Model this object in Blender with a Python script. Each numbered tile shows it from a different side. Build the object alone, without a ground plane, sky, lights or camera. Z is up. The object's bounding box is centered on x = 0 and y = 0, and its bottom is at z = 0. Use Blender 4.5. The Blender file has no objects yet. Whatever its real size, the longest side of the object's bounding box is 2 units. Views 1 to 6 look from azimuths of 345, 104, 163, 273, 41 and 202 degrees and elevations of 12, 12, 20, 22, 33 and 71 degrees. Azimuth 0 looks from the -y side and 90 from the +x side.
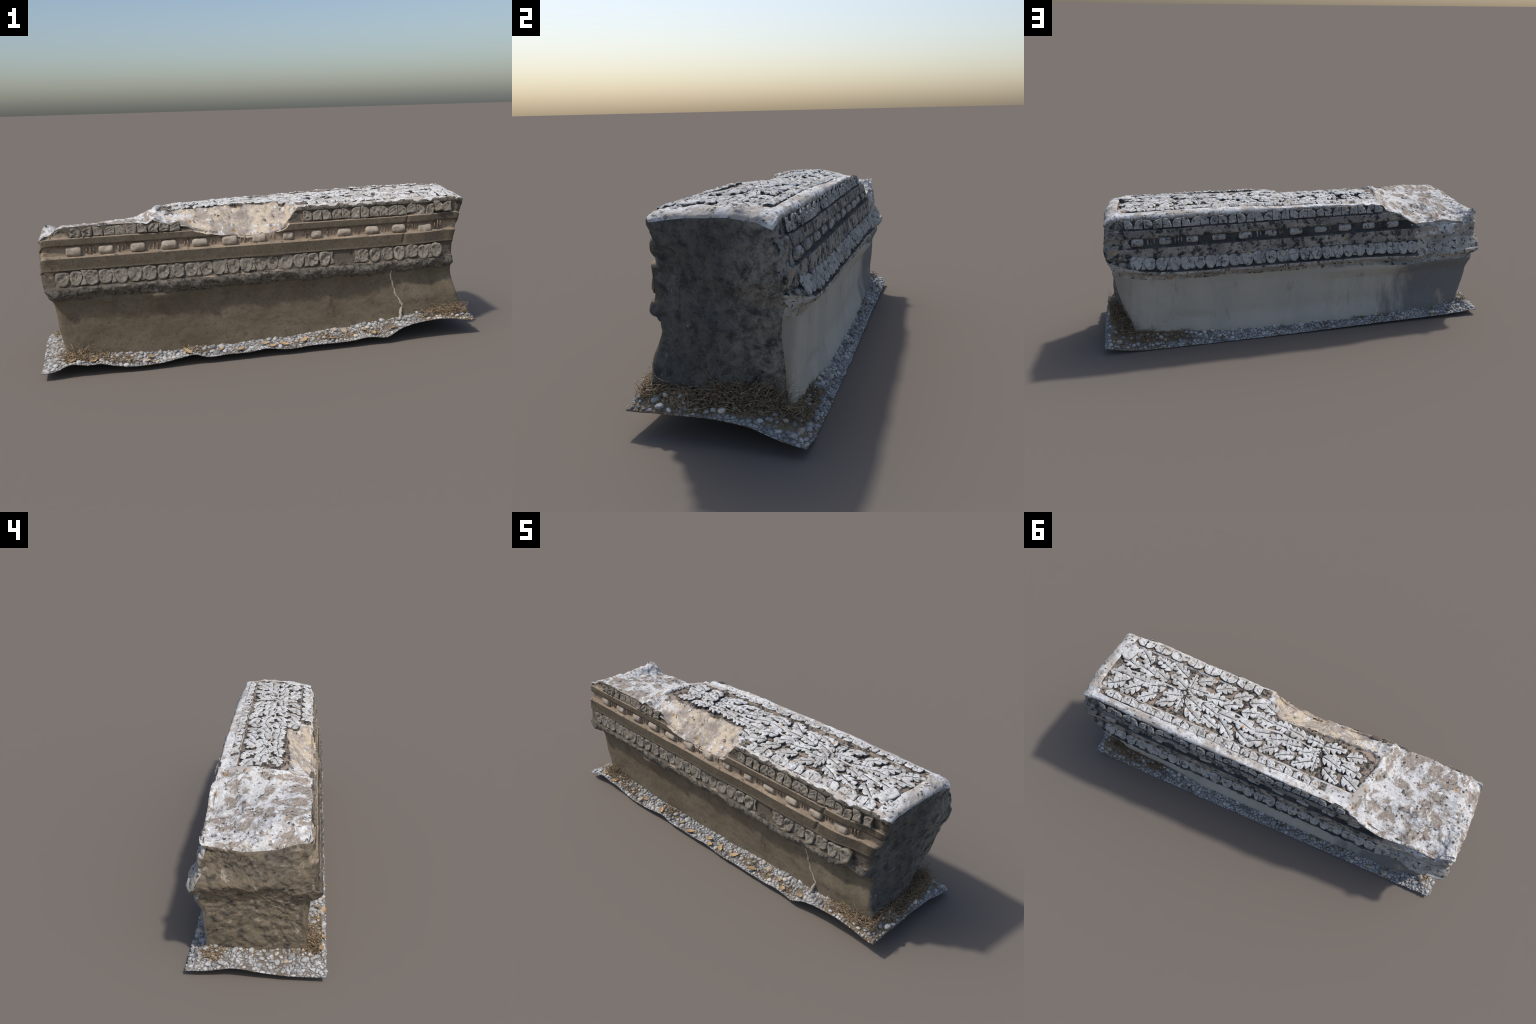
import bpy, math, random
import numpy as np
from mathutils import Matrix, Vector, Euler

rng = random.Random(7)
YAW_F, YAW_B = 0.0275, 0.0205          # the block lies slightly turned

# ------------------------------------------------------------------ noise
def _hash(ix, iy, iz, seed):
    h = (ix * 374761393 + iy * 668265263 + iz * 2147483647 + seed * 974711) & 0xFFFFFFFF
    h = ((h ^ (h >> 13)) * 1274126177) & 0xFFFFFFFF
    h = h ^ (h >> 16)
    return (h & 0xFFFFFF) / float(0xFFFFFF) * 2 - 1

def vnoise(p, scale, seed=0):
    q = np.asarray(p, float) * scale + 1000.0
    i = np.floor(q).astype(np.int64); f = q - i
    f = f * f * f * (f * (f * 6 - 15) + 10)
    r = 0
    for dx in (0, 1):
        for dy in (0, 1):
            for dz in (0, 1):
                w = (f[..., 0] if dx else 1 - f[..., 0]) * (f[..., 1] if dy else 1 - f[..., 1]) * (f[..., 2] if dz else 1 - f[..., 2])
                r = r + w * _hash(i[..., 0] + dx, i[..., 1] + dy, i[..., 2] + dz, seed)
    return r

def fbm(p, scale, octaves=4, seed=0, gain=0.5):
    a, r, n = 1.0, 0, 0
    for k in range(octaves):
        r = r + a * vnoise(p, scale * 2 ** k, seed + 17 * k); n += a; a *= gain
    return r / n

def sstep(a, b, x):
    t = np.clip((np.asarray(x, float) - a) / (b - a), 0, 1)
    return t * t * (3 - 2 * t)

def interp(x, pts):
    pts = sorted(pts)
    return np.interp(x, [p[0] for p in pts], [p[1] for p in pts])

def smooth_interp(x, pts):
    pts = sorted(pts); xs = np.array([p[0] for p in pts]); ys = np.array([p[1] for p in pts])
    m = np.gradient(ys, xs); x = np.clip(x, xs[0], xs[-1])
    i = np.clip(np.searchsorted(xs, x) - 1, 0, len(xs) - 2); h = xs[i + 1] - xs[i]; t = (x - xs[i]) / h
    return ((2*t**3-3*t**2+1)*ys[i] + (t**3-2*t**2+t)*h*m[i] + (-2*t**3+3*t**2)*ys[i+1] + (t**3-t**2)*h*m[i+1])

# ------------------------------------------------------------------ block shape
# profile of the front (offset outwards from the mid line, height, zone)
FRONT = [(.185, .000, 'wall'), (.187, .10, 'wall'), (.190, .20, 'wall'), (.191, .285, 'wall'), (.200, .318, 'wall'),
         (.228, .334, 'lip'), (.2415, .345, 'lip'), (.243, .366, 'lip'), (.239, .374, 'lip'),
         (.228, .377, 'egg'), (.222, .40, 'egg'), (.219, .438, 'egg'), (.219, .441, 'egg'),
         (.229, .4425, 'edge'), (.2295, .450, 'band'), (.227, .4915, 'band'), (.2255, .4955, 'edge'),
         (.2065, .4985, 'reel'), (.203, .537, 'reel'), (.2175, .5395, 'edge'), (.2185, .545, 'band'),
         (.2155, .5685, 'band'), (.2125, .5715, 'edge'), (.204, .574, 'tongue'), (.197, .619, 'tongue'),
         (.2045, .6235, 'rim'), (.2035, .634, 'rim'), (.194, .646, 'rim'), (.180, .652, 'rim')]
BACK = [(.205, .000, 'wall'), (.205, .10, 'wall'), (.208, .20, 'wall'), (.211, .29, 'wall'), (.218, .330, 'wall'),
        (.234, .350, 'lip'), (.255, .361, 'lip'), (.264, .372, 'lip'), (.262, .384, 'lip'),
        (.250, .388, 'egg'), (.244, .41, 'egg'), (.231, .440, 'egg'), (.230, .444, 'egg'),
        (.236, .4465, 'edge'), (.2355, .452, 'band'), (.229, .501, 'band'), (.2265, .5055, 'edge'),
        (.217, .5085, 'reel'), (.211, .549, 'reel'), (.2200, .5525, 'edge'), (.2200, .558, 'band'),
        (.215, .584, 'band'), (.210, .5885, 'edge'), (.202, .592, 'tongue'), (.193, .632, 'tongue'),
        (.196, .6365, 'rim'), (.194, .645, 'rim'), (.186, .654, 'rim'), (.172, .659, 'rim')]

def grid_interp(x, y, xs, ys, rows):
    rows = np.array(rows); xs = np.array(xs); ys = np.array(ys)
    x = np.clip(x, xs[0], xs[-1]); y = np.clip(y, ys[0], ys[-1])
    i = np.clip(np.searchsorted(xs, x) - 1, 0, len(xs) - 2); j = np.clip(np.searchsorted(ys, y) - 1, 0, len(ys) - 2)
    a = (x - xs[i]) / (xs[i+1] - xs[i]); b = (y - ys[j]) / (ys[j+1] - ys[j])
    a = a*a*(3-2*a); b = b*b*(3-2*b)*.5 + b*.5
    return (rows[i, j]*(1-a) + rows[i+1, j]*a)*(1-b) + (rows[i, j+1]*(1-a) + rows[i+1, j+1]*a)*b

def crown(x, y):                        # the undamaged upper face
    return grid_interp(x, y, [-.5, -.3, 0, .3, .6, .86, .96], [-.21, -.16, -.08, .03, .12, .175],
        [[.632, .640, .647, .652, .640, .622], [.632, .642, .650, .656, .645, .632], [.638, .648, .657, .663, .653, .643],
         [.643, .654, .662, .667, .662, .652], [.646, .660, .667, .670, .667, .658], [.646, .659, .667, .670, .666, .656],
         [.636, .646, .656, .664, .652, .632]])

def broken_end(x, y):                   # scooped, broken left part of the upper face
    return grid_interp(x, y, [-.98, -.925, -.86, -.75, -.62, -.47, -.38], [-.19, -.14, -.05, .06, .14, .215],
        [[.568, .566, .545, .540, .548, .556], [.584, .582, .566, .554, .556, .566], [.614, .612, .600, .566, .532, .515],
         [.617, .616, .602, .568, .540, .527], [.615, .616, .610, .582, .546, .522], [.604, .616, .632, .628, .610, .590],
         [.585, .61, .638, .645, .632, .620]])

def spall(x, y):                        # hollow knocked out of the front edge
    low = smooth_interp(x, [(-.62, .66), (-.48, .612), (-.42, .582), (-.39, .575), (-.27, .545), (-.145, .529), (-.08, .517), (-.03, .528), (.07, .540), (.105, .562), (.122, .60), (.15, .64), (.22, .68)])
    inner = interp(x, [(-.5, -.05), (-.41, -.082), (-.3, -.09), (-.05, -.08), (.05, -.085), (.09, -.12), (.12, -.165), (.2, -.2)])
    s = np.clip((y + .222) / np.maximum(inner + .222, .02), 0, 1.6)
    return low + (.655 - low) * (s ** (1.15 + .4*sstep(-.25, -.1, x))) + np.clip(s - 1, 0, 1) * .12

def ridge_x(y):
    return interp(y, [(-.2, -.50), (-.041, -.487), (.036, -.463), (.111, -.44), (.17, -.428), (.25, -.435)])

def top_height(x, y):
    x = np.asarray(x, float); y = np.asarray(y, float)
    p = np.stack([x, y, 0*x], -1)
    jag = .034 * fbm(p, 11, 4, 3, .6)
    m = sstep(-.030, .022, x + jag - ridge_x(y))
    t = broken_end(x, y) * (1 - m) + crown(x, y) * m
    s = spall(x + .6*jag, y) + .006*fbm(p, 24, 3, 8)
    k = .006
    h = np.clip(.5 + .5*(s - t)/k, 0, 1)
    out = s*(1-h) + t*h - k*h*(1-h)
    return out, m, (s < t)

def in_panel(x, y):                     # sunk carved field
    yy = y + .022*(x - .3)
    return sstep(-.149, -.143, yy) * (1 - sstep(.105, .111, yy)) * (1 - sstep(.880, .890, x)) * sstep(-.004, .012, x - ridge_x(y) - .02)

def in_border(x, y):                    # sunk strips that carry the upper tongues
    yy = y + .022*(x - .3)
    f = sstep(-.200, -.196, yy) * (1 - sstep(-.152, -.149, yy)) * sstep(.13, .14, x)
    b = sstep(.113, .116, yy) * (1 - sstep(.150, .154, yy)) * sstep(-.30, -.29, x)
    return (f + b) * (1 - sstep(.868, .876, x))

def x_left(y, z):
    f = smooth_interp(z, [(0, -.880), (.07, -.888), (.19, -.910), (.285, -.919), (.37, -.957), (.5, -.960), (.57, -.957), (.7, -.95)])
    b = smooth_interp(z, [(0, -.855), (.09, -.885), (.22, -.912), (.33, -.940), (.39, -.972), (.46, -.950), (.53, -.956), (.7, -.945)])
    t = sstep(-.22, .27, y)
    return f*(1-t) + b*t - .010*np.exp(-((y-.02)/.12)**2)*(1 - 1.1*np.exp(-((z-.34)/.06)**2))

def x_right(y, z):
    f = smooth_interp(z, [(0, .925), (.1, .902), (.2, .872), (.29, .857), (.41, .857), (.52, .880), (.62, .906), (.7, .91)])
    b = smooth_interp(z, [(0, .84), (.1, .855), (.2, .885), (.27, .905), (.32, .915), (.39, .928), (.48, .956), (.59, .954), (.65, .947), (.7, .945)])
    t = np.clip((y + .2)/.38, -.2, 1.2)
    return f*(1-t) + b*t + .008*np.exp(-((y-.05)/.12)**2) + .034*np.exp(-((y+.03)/.12)**2)*np.exp(-((z-.24)/.19)**2)

def dense(profile, step):
    off, zz, zone = [], [], []
    for (a, za, _), (b, zb, zn) in zip(profile[:-1], profile[1:]):
        n = max(1, int(math.hypot(b-a, zb-za)/step + .5))
        for k in range(n):
            t = k/n; off.append(a+(b-a)*t); zz.append(za+(zb-za)*t); zone.append(zn)
    off.append(profile[-1][0]); zz.append(profile[-1][1]); zone.append('rim')
    return np.array(off), np.array(zz), zone

fo, fz, fzone = dense(FRONT, .0042)
bo, bz, bzone = dense(BACK, .0042)
NTOP = 84
NX = 460
us = np.linspace(0, 1, NX)
# finer near both ends where the edges are rounded
us = .5 - .5*np.cos(np.pi*us); us = .45*us + .55*np.linspace(0, 1, NX)

def wavy(x): return .75 + .35*np.sin(x*11+.6) + .25*np.sin(x*27+2) + .15*np.sin(x*58)

def front_offset(x, o, z):
    lip = ((z > .325) & (z < .378))
    o = o + .018*np.exp(-((x-.60)/.14)**2)*sstep(.33, .25, z)            # swollen wall near the right end
    o = o + .024*sstep(.55, .78, x)*sstep(.26, .10, z)                    # foot splaying out there
    o = o - .012*sstep(.74, .9, x)*sstep(.2, .33, z)*(1-sstep(.36, .44, z)*.3)
    o = o - .016*sstep(.77, .91, x)*sstep(.30, .38, z)*(1-.8*sstep(.57, .62, z))
    o = o + .004*sstep(-.6, -.95, x)*sstep(.33, .28, z)
    o = o + .026*wavy(x)*sstep(-.95, -.84, x)*(1-sstep(-.215, -.185, x))*sstep(.20, .31, z)*(1-sstep(.312, .342, z))   # rough slope hanging under the lip
    o = o + .012*sstep(.3, .45, x)*(1-sstep(.70, .8, x))*sstep(.24, .31, z)*(1-sstep(.325, .345, z))
    o = o + .013*wavy(x)*sstep(-.18, -.1, x)*(1-sstep(.3, .45, x))*sstep(.22, .31, z)*(1-sstep(.325, .345, z))
    o = o + .005*sstep(.34, .36, z)*(1-sstep(.44, .45, z))
    o = o - .007*np.exp(-((x-.672)/.007)**2)*sstep(.44, .46, z)*(1-sstep(.62, .64, z))                          # upright crease
    return o

def back_offset(x, o, z):
    o = o - .006*sstep(.6, .85, x)*sstep(.38, .42, z)
    o = o - np.where(z < .345, 0, (.036*sstep(.83, .95, x))*sstep(.345, .37, z)*(1-sstep(.40, .47, z)))
    o = o + .020*(1-sstep(-.2, .0, x))*sstep(.24, .31, z)*(1-sstep(.325, .345, z)) + .016*np.exp(-((x+.52)/.10)**2)*sstep(.22, .30, z)*(1-sstep(.33, .35, z))
    notch = np.exp(-((x+.70)/.055)**2)
    o = o - .030*notch*sstep(.34, .36, z)*(1-sstep(.42, .46, z))
    o = o - .012*sstep(-.6, -.80, x)*sstep(.40, .45, z)*(1-sstep(.55, .6, z))
    o = o - .010*sstep(-.86, -.95, x)*sstep(.30, .36, z)
    o = o + .016*sstep(.13, .03, z)*sstep(-.9, -.8, x)*(1-sstep(.4, .55, x)) - .006*np.exp(-((x-.60)/.10)**2)*np.exp(-((z-.09)/.035)**2)
    return o

def lip_lift_front(x, z):               # uneven lower lip edge
    w = .006*np.sin(x*9+1) + .005*np.sin(x*23) + .004*np.sin(x*51+2)
    return z + w*sstep(.31, .335, z)*(1-sstep(.35, .372, z))

def lip_lift_back(x, z):
    lift = smooth_interp(x, [(-.97, -.012), (-.77, -.012), (-.64, -.018), (-.4, -.006), (0, 0), (.35, .003), (.66, .008), (.80, .022), (.95, .065)])
    return z + lift*sstep(.28, .35, z)*(1-sstep(.39, .455, z))

def section(u):
    """ring of points (front bottom -> top -> back bottom) at station u with zone names"""
    xm = -.955 + u*(1.90)
    F = front_offset(xm, fo, fz); zf = lip_lift_front(xm, fz)
    B = back_offset(xm, bo, bz); zb = lip_lift_back(xm, bz)
    kf, kb = interp(xm, FOOT_F), interp(xm, FOOT_B)
    zf = np.where(zf < .30, kf + zf*(.30-kf)/.30, zf); zb = np.where(zb < .30, kb + zb*(.30-kb)/.30, zb)
    yf = -F - YAW_F*xm; yb = B - YAW_B*xm
    yt = np.linspace(yf[-1], yb[-1], NTOP+2)[1:-1]
    y = np.concatenate([yf, yt, yb[::-1]])
    z = np.concatenate([zf, np.full(NTOP, 9.), zb[::-1]])
    return xm, y, z

FOOT_F = [(-.96, .045), (-.77, .035), (-.4, .02), (0, .02), (.25, .045), (.45, .07), (.62, .10), (.95, .135)]
FOOT_B = [(.95, .055), (.75, .045), (.62, .04), (.5, .025), (.2, .012), (0, .012), (-.3, .015), (-.96, .04)]
rows_y, rows_z = [], []
for u in us:
    xm, y, z = section(u)
    rows_y.append(y); rows_z.append(z)
Y = np.array(rows_y); Z = np.array(rows_z)
NV = Y.shape[1]
zone0 = ['f_'+z for z in fzone] + ['top']*NTOP + ['b_'+z for z in bzone[::-1]]
XM = np.repeat((-.955 + us*1.90)[:, None], NV, 1)
T, M, S = top_height(XM, Y)
clamped = (Z > T + .002) & (Z < 5)
istop = Z > 5
pan = in_panel(XM, Y); bor = in_border(XM, Y)
Tc = T - .014*pan*np.where(S, 0, 1) - .007*bor*np.where(S, 0, 1)
Z = np.minimum(Z, np.where(istop, Tc, T))
# where the top is broken away the faces step back to the depth the profile has at that height
nfz, nbz = len(fz), len(bz)
for i in range(NX):
    c = clamped[i, :nfz]
    if c.any():
        lim = np.interp(Z[i, :nfz], fz, fo); Y[i, :nfz] = np.where(c, np.maximum(Y[i, :nfz], -lim - YAW_F*XM[i, 0]), Y[i, :nfz])
    c = clamped[i, -nbz:]
    if c.any():
        lim = np.interp(Z[i, -nbz:], bz, bo); Y[i, -nbz:] = np.where(c, np.minimum(Y[i, -nbz:], lim - YAW_B*XM[i, 0] + .012), Y[i, -nbz:])
# final x with uneven end faces
XL = x_left(Y, Z); XR = x_right(Y, Z)
X = XL + us[:, None]*(XR - XL)
# rounded arrises at both ends
cy, cz = .0, .34
def round_end(dist, r):
    t = np.clip(1 - dist/r, 0, 1)
    return 1 - np.sqrt(np.clip(1 - t*t, 0, 1))
dl = X - XL; dr = XR - X
P0 = np.stack([X, Y, Z], -1)
wr = .034 + .010*sstep(.50, .64, Z) + .008*vnoise(P0, 9, 4)
shr = .014*round_end(dl, .020) + wr*.5*round_end(dr, wr)
vy, vz = Y - cy, Z - cz; ln = np.hypot(vy, vz) + 1e-6
keep = sstep(0.02, .08, Z)
Y = Y - shr*vy/ln*keep; Z = Z - shr*vz/ln*keep
P = np.stack([X, Y, Z], -1)

def grid_normals(P):
    du = np.gradient(P, axis=0); dv = np.gradient(P, axis=1)
    n = np.cross(dv, du); n /= np.linalg.norm(n, axis=-1, keepdims=True) + 1e-12
    return n
N = grid_normals(P)
if N[NX//2, len(fzone) + NTOP//2, 2] < 0: N = -N

# relief strength per zone
amp = np.full(P.shape[:2], .0022)
zi = np.array([{'wall': .0030, 'lip': .0045, 'egg': .0016, 'edge': .0018, 'band': .0014, 'reel': .0035, 'tongue': .0018, 'rim': .0030, 'top': .0022}[z.split('_')[-1]] for z in zone0])
amp = np.repeat(zi[None], NX, 0)
rough = clamped | S | (M < .5)
amp = np.where((istop | clamped) & rough, .0110, amp)
wear_r = sstep(.80, .90, X)*sstep(.33, .4, Z)*(Y > .05); wear_l = sstep(-.60, -.72, X)*sstep(.33, .38, Z)*(Y > .05)
amp = amp + .006*(istop & (X > .86)) + .006*np.maximum(wear_r, wear_l) + .005*np.exp(-((X+.93)/.05)**2)*sstep(.35, .4, Z)
disp = amp*(fbm(P, 16, 5, 11, .55)) + .5*amp*np.abs(fbm(P, 45, 3, 5)) * np.where(rough & (istop | clamped), 1, .5)
disp += .005*fbm(P, 4.5, 2, 21)
lipmask = np.repeat(np.array([1.0 if z.endswith('_lip') else 0 for z in zone0])[None], NX, 0)
disp += lipmask*.007*fbm(P, 38, 3, 61)
brk = ((istop | clamped) & S)
disp += brk*(.009*fbm(P, 9, 3, 91) - .006*np.abs(fbm(P, 28, 3, 93)))
P = P + N*disp[..., None]
# softened bands where the block is worn away
N = grid_normals(P)
if N[NX//2, len(fzone) + NTOP//2, 2] < 0: N = -N

verts = P.reshape(-1, 3)
norms = N.reshape(-1, 3)
faces, fpart, fmat = [], [], []
jit = fbm(P, 30, 3, 77)
nf = len(fzone)
FRESH_END = 'rock'
for i in range(NX-1):
    for j in range(NV-1):
        z0 = zone0[j]; g = jit[i, j]
        if istop[i, j] or clamped[i, j]:
            if S[i, j] and X[i, j] > -.40 + .16*g: m = 'fresh_break'
            elif M[i, j] < .5 or S[i, j]: m = 'lichen_rock'
            elif pan[i, j] > .35: m = 'panel_floor'
            elif bor[i, j] > .35: m = 'panel_floor'
            else: m = 'lichen_rim'
            part = 'upper_surface'
        else:
            side, zn = z0.split('_')
            if side == 'f':
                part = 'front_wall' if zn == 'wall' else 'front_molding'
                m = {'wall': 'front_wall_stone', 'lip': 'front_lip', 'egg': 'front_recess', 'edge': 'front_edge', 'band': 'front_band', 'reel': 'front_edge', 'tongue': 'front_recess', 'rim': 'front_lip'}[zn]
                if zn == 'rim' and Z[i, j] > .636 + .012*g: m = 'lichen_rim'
            else:
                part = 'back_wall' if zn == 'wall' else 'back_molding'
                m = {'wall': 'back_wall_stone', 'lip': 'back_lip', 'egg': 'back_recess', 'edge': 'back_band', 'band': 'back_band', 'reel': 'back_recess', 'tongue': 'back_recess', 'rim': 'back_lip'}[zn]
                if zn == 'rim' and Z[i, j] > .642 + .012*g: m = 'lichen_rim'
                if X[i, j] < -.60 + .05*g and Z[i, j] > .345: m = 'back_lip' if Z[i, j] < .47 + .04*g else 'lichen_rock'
                if X[i, j] > .84 + .05*g and zn in ('egg', 'reel', 'tongue'): m = 'back_band'
        a = i*NV + j
        faces.append((a, a+1, a+1+NV, a+NV)); fpart.append(part); fmat.append(m)

# end faces: rings shrinking from the end sections to the middle of the face
def add_end(row, sign, xfun, part, mat):
    global verts, norms
    ring = P[row]; base = row*NV
    NB = 70                                   # points along the foot close the ring
    foot = np.array([ring[-1] + (ring[0]-ring[-1])*k/NB for k in range(1, NB)])
    f0 = len(verts); verts = np.vstack([verts, foot])
    ring = np.vstack([ring, foot]); NW = len(ring)
    NR = 46; c = np.array([0., .33])
    prev = [base + j for j in range(NV)] + list(range(f0, f0 + NB - 1))
    def put(f):
        faces.append(f if sign < 0 else f[::-1]); fpart.append(part); fmat.append(mat)
    for k in range(1, NR+1):
        s = 1 - k/NR
        yz = c + s*(ring[:, 1:] - c) if k < NR else np.array([c])
        x = xfun(yz[:, 0], yz[:, 1])
        edge = max(0, 1 - (1-s)/.10)
        q = np.stack([x, yz[:, 0], yz[:, 1]], -1)
        fade = 1 - edge
        d = .013*fbm(q, 10, 5, 31, .60) + (.006 if sign < 0 else .003)*fbm(q, 46, 3, 8)
        q[:, 0] += sign*fade*d
        if k < NR: q[:, 0] = q[:, 0]*fade + (ring[:, 0] + sign*.004*math.sqrt(max(0, 1-edge**2)))*edge
        start = len(verts); verts = np.vstack([verts, q])
        if k < NR:
            cur = list(range(start, start+NW))
            for j in range(NW): put((prev[j], prev[(j+1) % NW], cur[(j+1) % NW], cur[j]))
            prev = cur
        else:
            for j in range(NW): put((prev[j], prev[(j+1) % NW], start))
add_end(0, -1, x_left, 'broken_end_face', 'left_end_stone')
add_end(NX-1, 1, x_right, 'end_face', 'right_end_stone')

# ------------------------------------------------------------------ materials
def node_mat(name):
    m = bpy.data.materials.new(name); m.use_nodes = True
    nt = m.node_tree; nt.nodes.clear()
    out = nt.nodes.new('ShaderNodeOutputMaterial'); b = nt.nodes.new('ShaderNodeBsdfPrincipled')
    nt.links.new(b.outputs[0], out.inputs[0])
    b.inputs['Roughness'].default_value = .93
    b.inputs['Specular IOR Level'].default_value = .15
    return m, nt, b

class G:
    """small helper that wires shader nodes"""
    def __init__(s, nt): s.nt = nt
    def n(s, t, **k):
        x = s.nt.nodes.new(t)
        for a, v in k.items(): setattr(x, a, v)
        return x
    def l(s, a, b): s.nt.links.new(a, b)
    def noise(s, vec, scale, detail=6, rough=.6, dist=0):
        x = s.n('ShaderNodeTexNoise'); x.inputs['Scale'].default_value = scale; x.inputs['Detail'].default_value = detail
        x.inputs['Roughness'].default_value = rough; x.inputs['Distortion'].default_value = dist
        s.l(vec, x.inputs['Vector']); return x.outputs['Fac']
    def ramp(s, fac, a, b):
        x = s.n('ShaderNodeMapRange'); x.interpolation_type = 'SMOOTHSTEP'
        x.inputs['From Min'].default_value = a; x.inputs['From Max'].default_value = b
        s.l(fac, x.inputs['Value']); return x.outputs['Result']
    def mix(s, fac, c1, c2):
        x = s.n('ShaderNodeMix', data_type='RGBA')
        if isinstance(fac, (int, float)): x.inputs[0].default_value = fac
        else: s.l(fac, x.inputs[0])
        for c, k in ((c1, 6), (c2, 7)):
            if isinstance(c, tuple): x.inputs[k].default_value = (*c, 1)
            else: s.l(c, x.inputs[k])
        return x.outputs[2]
    def math(s, op, a, b):
        x = s.n('ShaderNodeMath', operation=op)
        for v, k in ((a, 0), (b, 1)):
            if isinstance(v, (int, float)): x.inputs[k].default_value = v
            else: s.l(v, x.inputs[k])
        return x.outputs[0]

def stone(name, base, alt, dark, dark_at=.62, dark_soft=.08, alt_at=.5, alt_soft=.12, light=None, light_at=.62, orange=0.0, speck=.0,
          scale=1.0, streak=None, bump=.35, bump_scale=150, region=None, mottle=None):
    m, nt, b = node_mat(name); g = G(nt)
    pos = g.n('ShaderNodeNewGeometry').outputs['Position']
    if streak:
        mp = g.n('ShaderNodeMapping'); mp.inputs['Scale'].default_value = streak; g.l(pos, mp.inputs[0]); v = mp.outputs[0]
    else: v = pos
    n1 = g.noise(v, 9*scale, 8, .62, .4)
    col = g.mix(g.ramp(n1, alt_at-alt_soft, alt_at+alt_soft), base, alt)
    if region:                                   # a differently stained stretch along the block
        sx = g.n('ShaderNodeSeparateXYZ'); g.l(pos, sx.inputs[0])
        regions = [region] if isinstance(region[0], int) else region
        for rg in regions:
            e = g.math('ADD', sx.outputs[rg[0]], g.math('MULTIPLY', g.math('SUBTRACT', g.noise(v, 8, 7, .68), .5), rg[3]))
            col = g.mix(g.ramp(e, rg[1], rg[2]), col, rg[4])
    if light:
        n2 = g.noise(v, 22*scale, 8, .68, .6)
        col = g.mix(g.ramp(n2, light_at-.03, light_at+.05), col, light)
    n3 = g.noise(v, 34*scale, 9, .72, .3)
    col = g.mix(g.ramp(n3, dark_at-dark_soft*.5, dark_at+dark_soft*.5), col, dark)
    if speck:
        vo = g.n('ShaderNodeTexVoronoi'); vo.inputs['Scale'].default_value = 50; g.l(pos, vo.inputs['Vector'])
        sz = g.math('ADD', vo.outputs['Distance'], g.math('MULTIPLY', g.math('SUBTRACT', n3, .5), 1.6))
        pick = g.n('ShaderNodeSeparateColor'); g.l(vo.outputs['Color'], pick.inputs[0])
        on = g.math('MULTIPLY', g.ramp(sz, .36, .26), g.ramp(pick.outputs[0], 1-speck, 1-speck+.02))
        col = g.mix(on, col, (.07, .065, .06))
    if orange:
        vo = g.n('ShaderNodeTexVoronoi'); vo.inputs['Scale'].default_value = 34; g.l(pos, vo.inputs['Vector'])
        sz = g.math('ADD', vo.outputs['Distance'], g.math('MULTIPLY', g.math('SUBTRACT', n3, .5), .8))
        pick = g.n('ShaderNodeSeparateColor'); g.l(vo.outputs['Color'], pick.inputs[0])
        on = g.math('MULTIPLY', g.ramp(sz, .36, .2), g.ramp(pick.outputs[1], 1-orange, 1-orange+.01))
        col = g.mix(g.math('MULTIPLY', on, .85), col, (.50, .27, .09))
    if mottle:
        n4 = g.noise(pos, 75, 6, .75, .5)
        col = g.mix(g.ramp(n4, .50, .66), col, mottle)
    fine = g.noise(pos, 210, 3, .6)
    br = g.n('ShaderNodeBrightContrast'); g.l(col, br.inputs[0])
    g.l(g.math('MULTIPLY', g.math('SUBTRACT', fine, .5), .10), br.inputs[1])
    g.l(br.outputs[0], b.inputs['Base Color'])
    bp = g.n('ShaderNodeBump'); bp.inputs['Strength'].default_value = bump; bp.inputs['Distance'].default_value = .004
    g.l(g.noise(pos, bump_scale, 6, .65), bp.inputs['Height']); g.l(bp.outputs[0], b.inputs['Normal'])
    return m

WHITE = (.62, .62, .62)
MAT = {}
def add(name, *a, **k): MAT[name] = stone(name, *a, **k)
add('lichen_rim', (.72, .715, .70), (.50, .45, .40), (.085, .083, .08), dark_at=.575, dark_soft=.06, alt_soft=.06, orange=.10, speck=.06, scale=1.6, mottle=(.46, .435, .41))
add('lichen_rock', (.68, .67, .655), (.34, .285, .235), (.08, .075, .07), dark_at=.58, dark_soft=.06, alt_at=.50, alt_soft=.05, light=(.80, .80, .80), light_at=.575, orange=.05, speck=.08, scale=1.5, mottle=(.44, .405, .37), bump=.8)
add('fresh_break', (.62, .52, .40), (.40, .345, .30), (.11, .097, .088), dark_at=.60, dark_soft=.07, alt_at=.50, alt_soft=.05, light=(.70, .695, .68), light_at=.575, orange=.06, speck=.08, scale=1.5, mottle=(.45, .38, .305), bump=.8)
add('panel_floor', (.36, .285, .225), (.20, .17, .142), (.045, .044, .043), dark_at=.515, dark_soft=.09)
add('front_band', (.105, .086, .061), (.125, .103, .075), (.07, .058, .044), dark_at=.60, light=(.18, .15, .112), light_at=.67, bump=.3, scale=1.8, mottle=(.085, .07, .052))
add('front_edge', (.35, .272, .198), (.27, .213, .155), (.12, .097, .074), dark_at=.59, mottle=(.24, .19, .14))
add('front_lip', (.145, .130, .106), (.20, .178, .148), (.06, .053, .045), dark_at=.54, light=(.27, .245, .205), scale=1.8, mottle=(.10, .09, .075), bump=.8)  # lip colour darkened for the shadow it lies in
add('front_recess', (.12, .10, .078), (.34, .27, .20), (.05, .043, .036), dark_at=.56, alt_at=.57, alt_soft=.05)  # dark floor paints the cavity shadow between front ornaments
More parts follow.
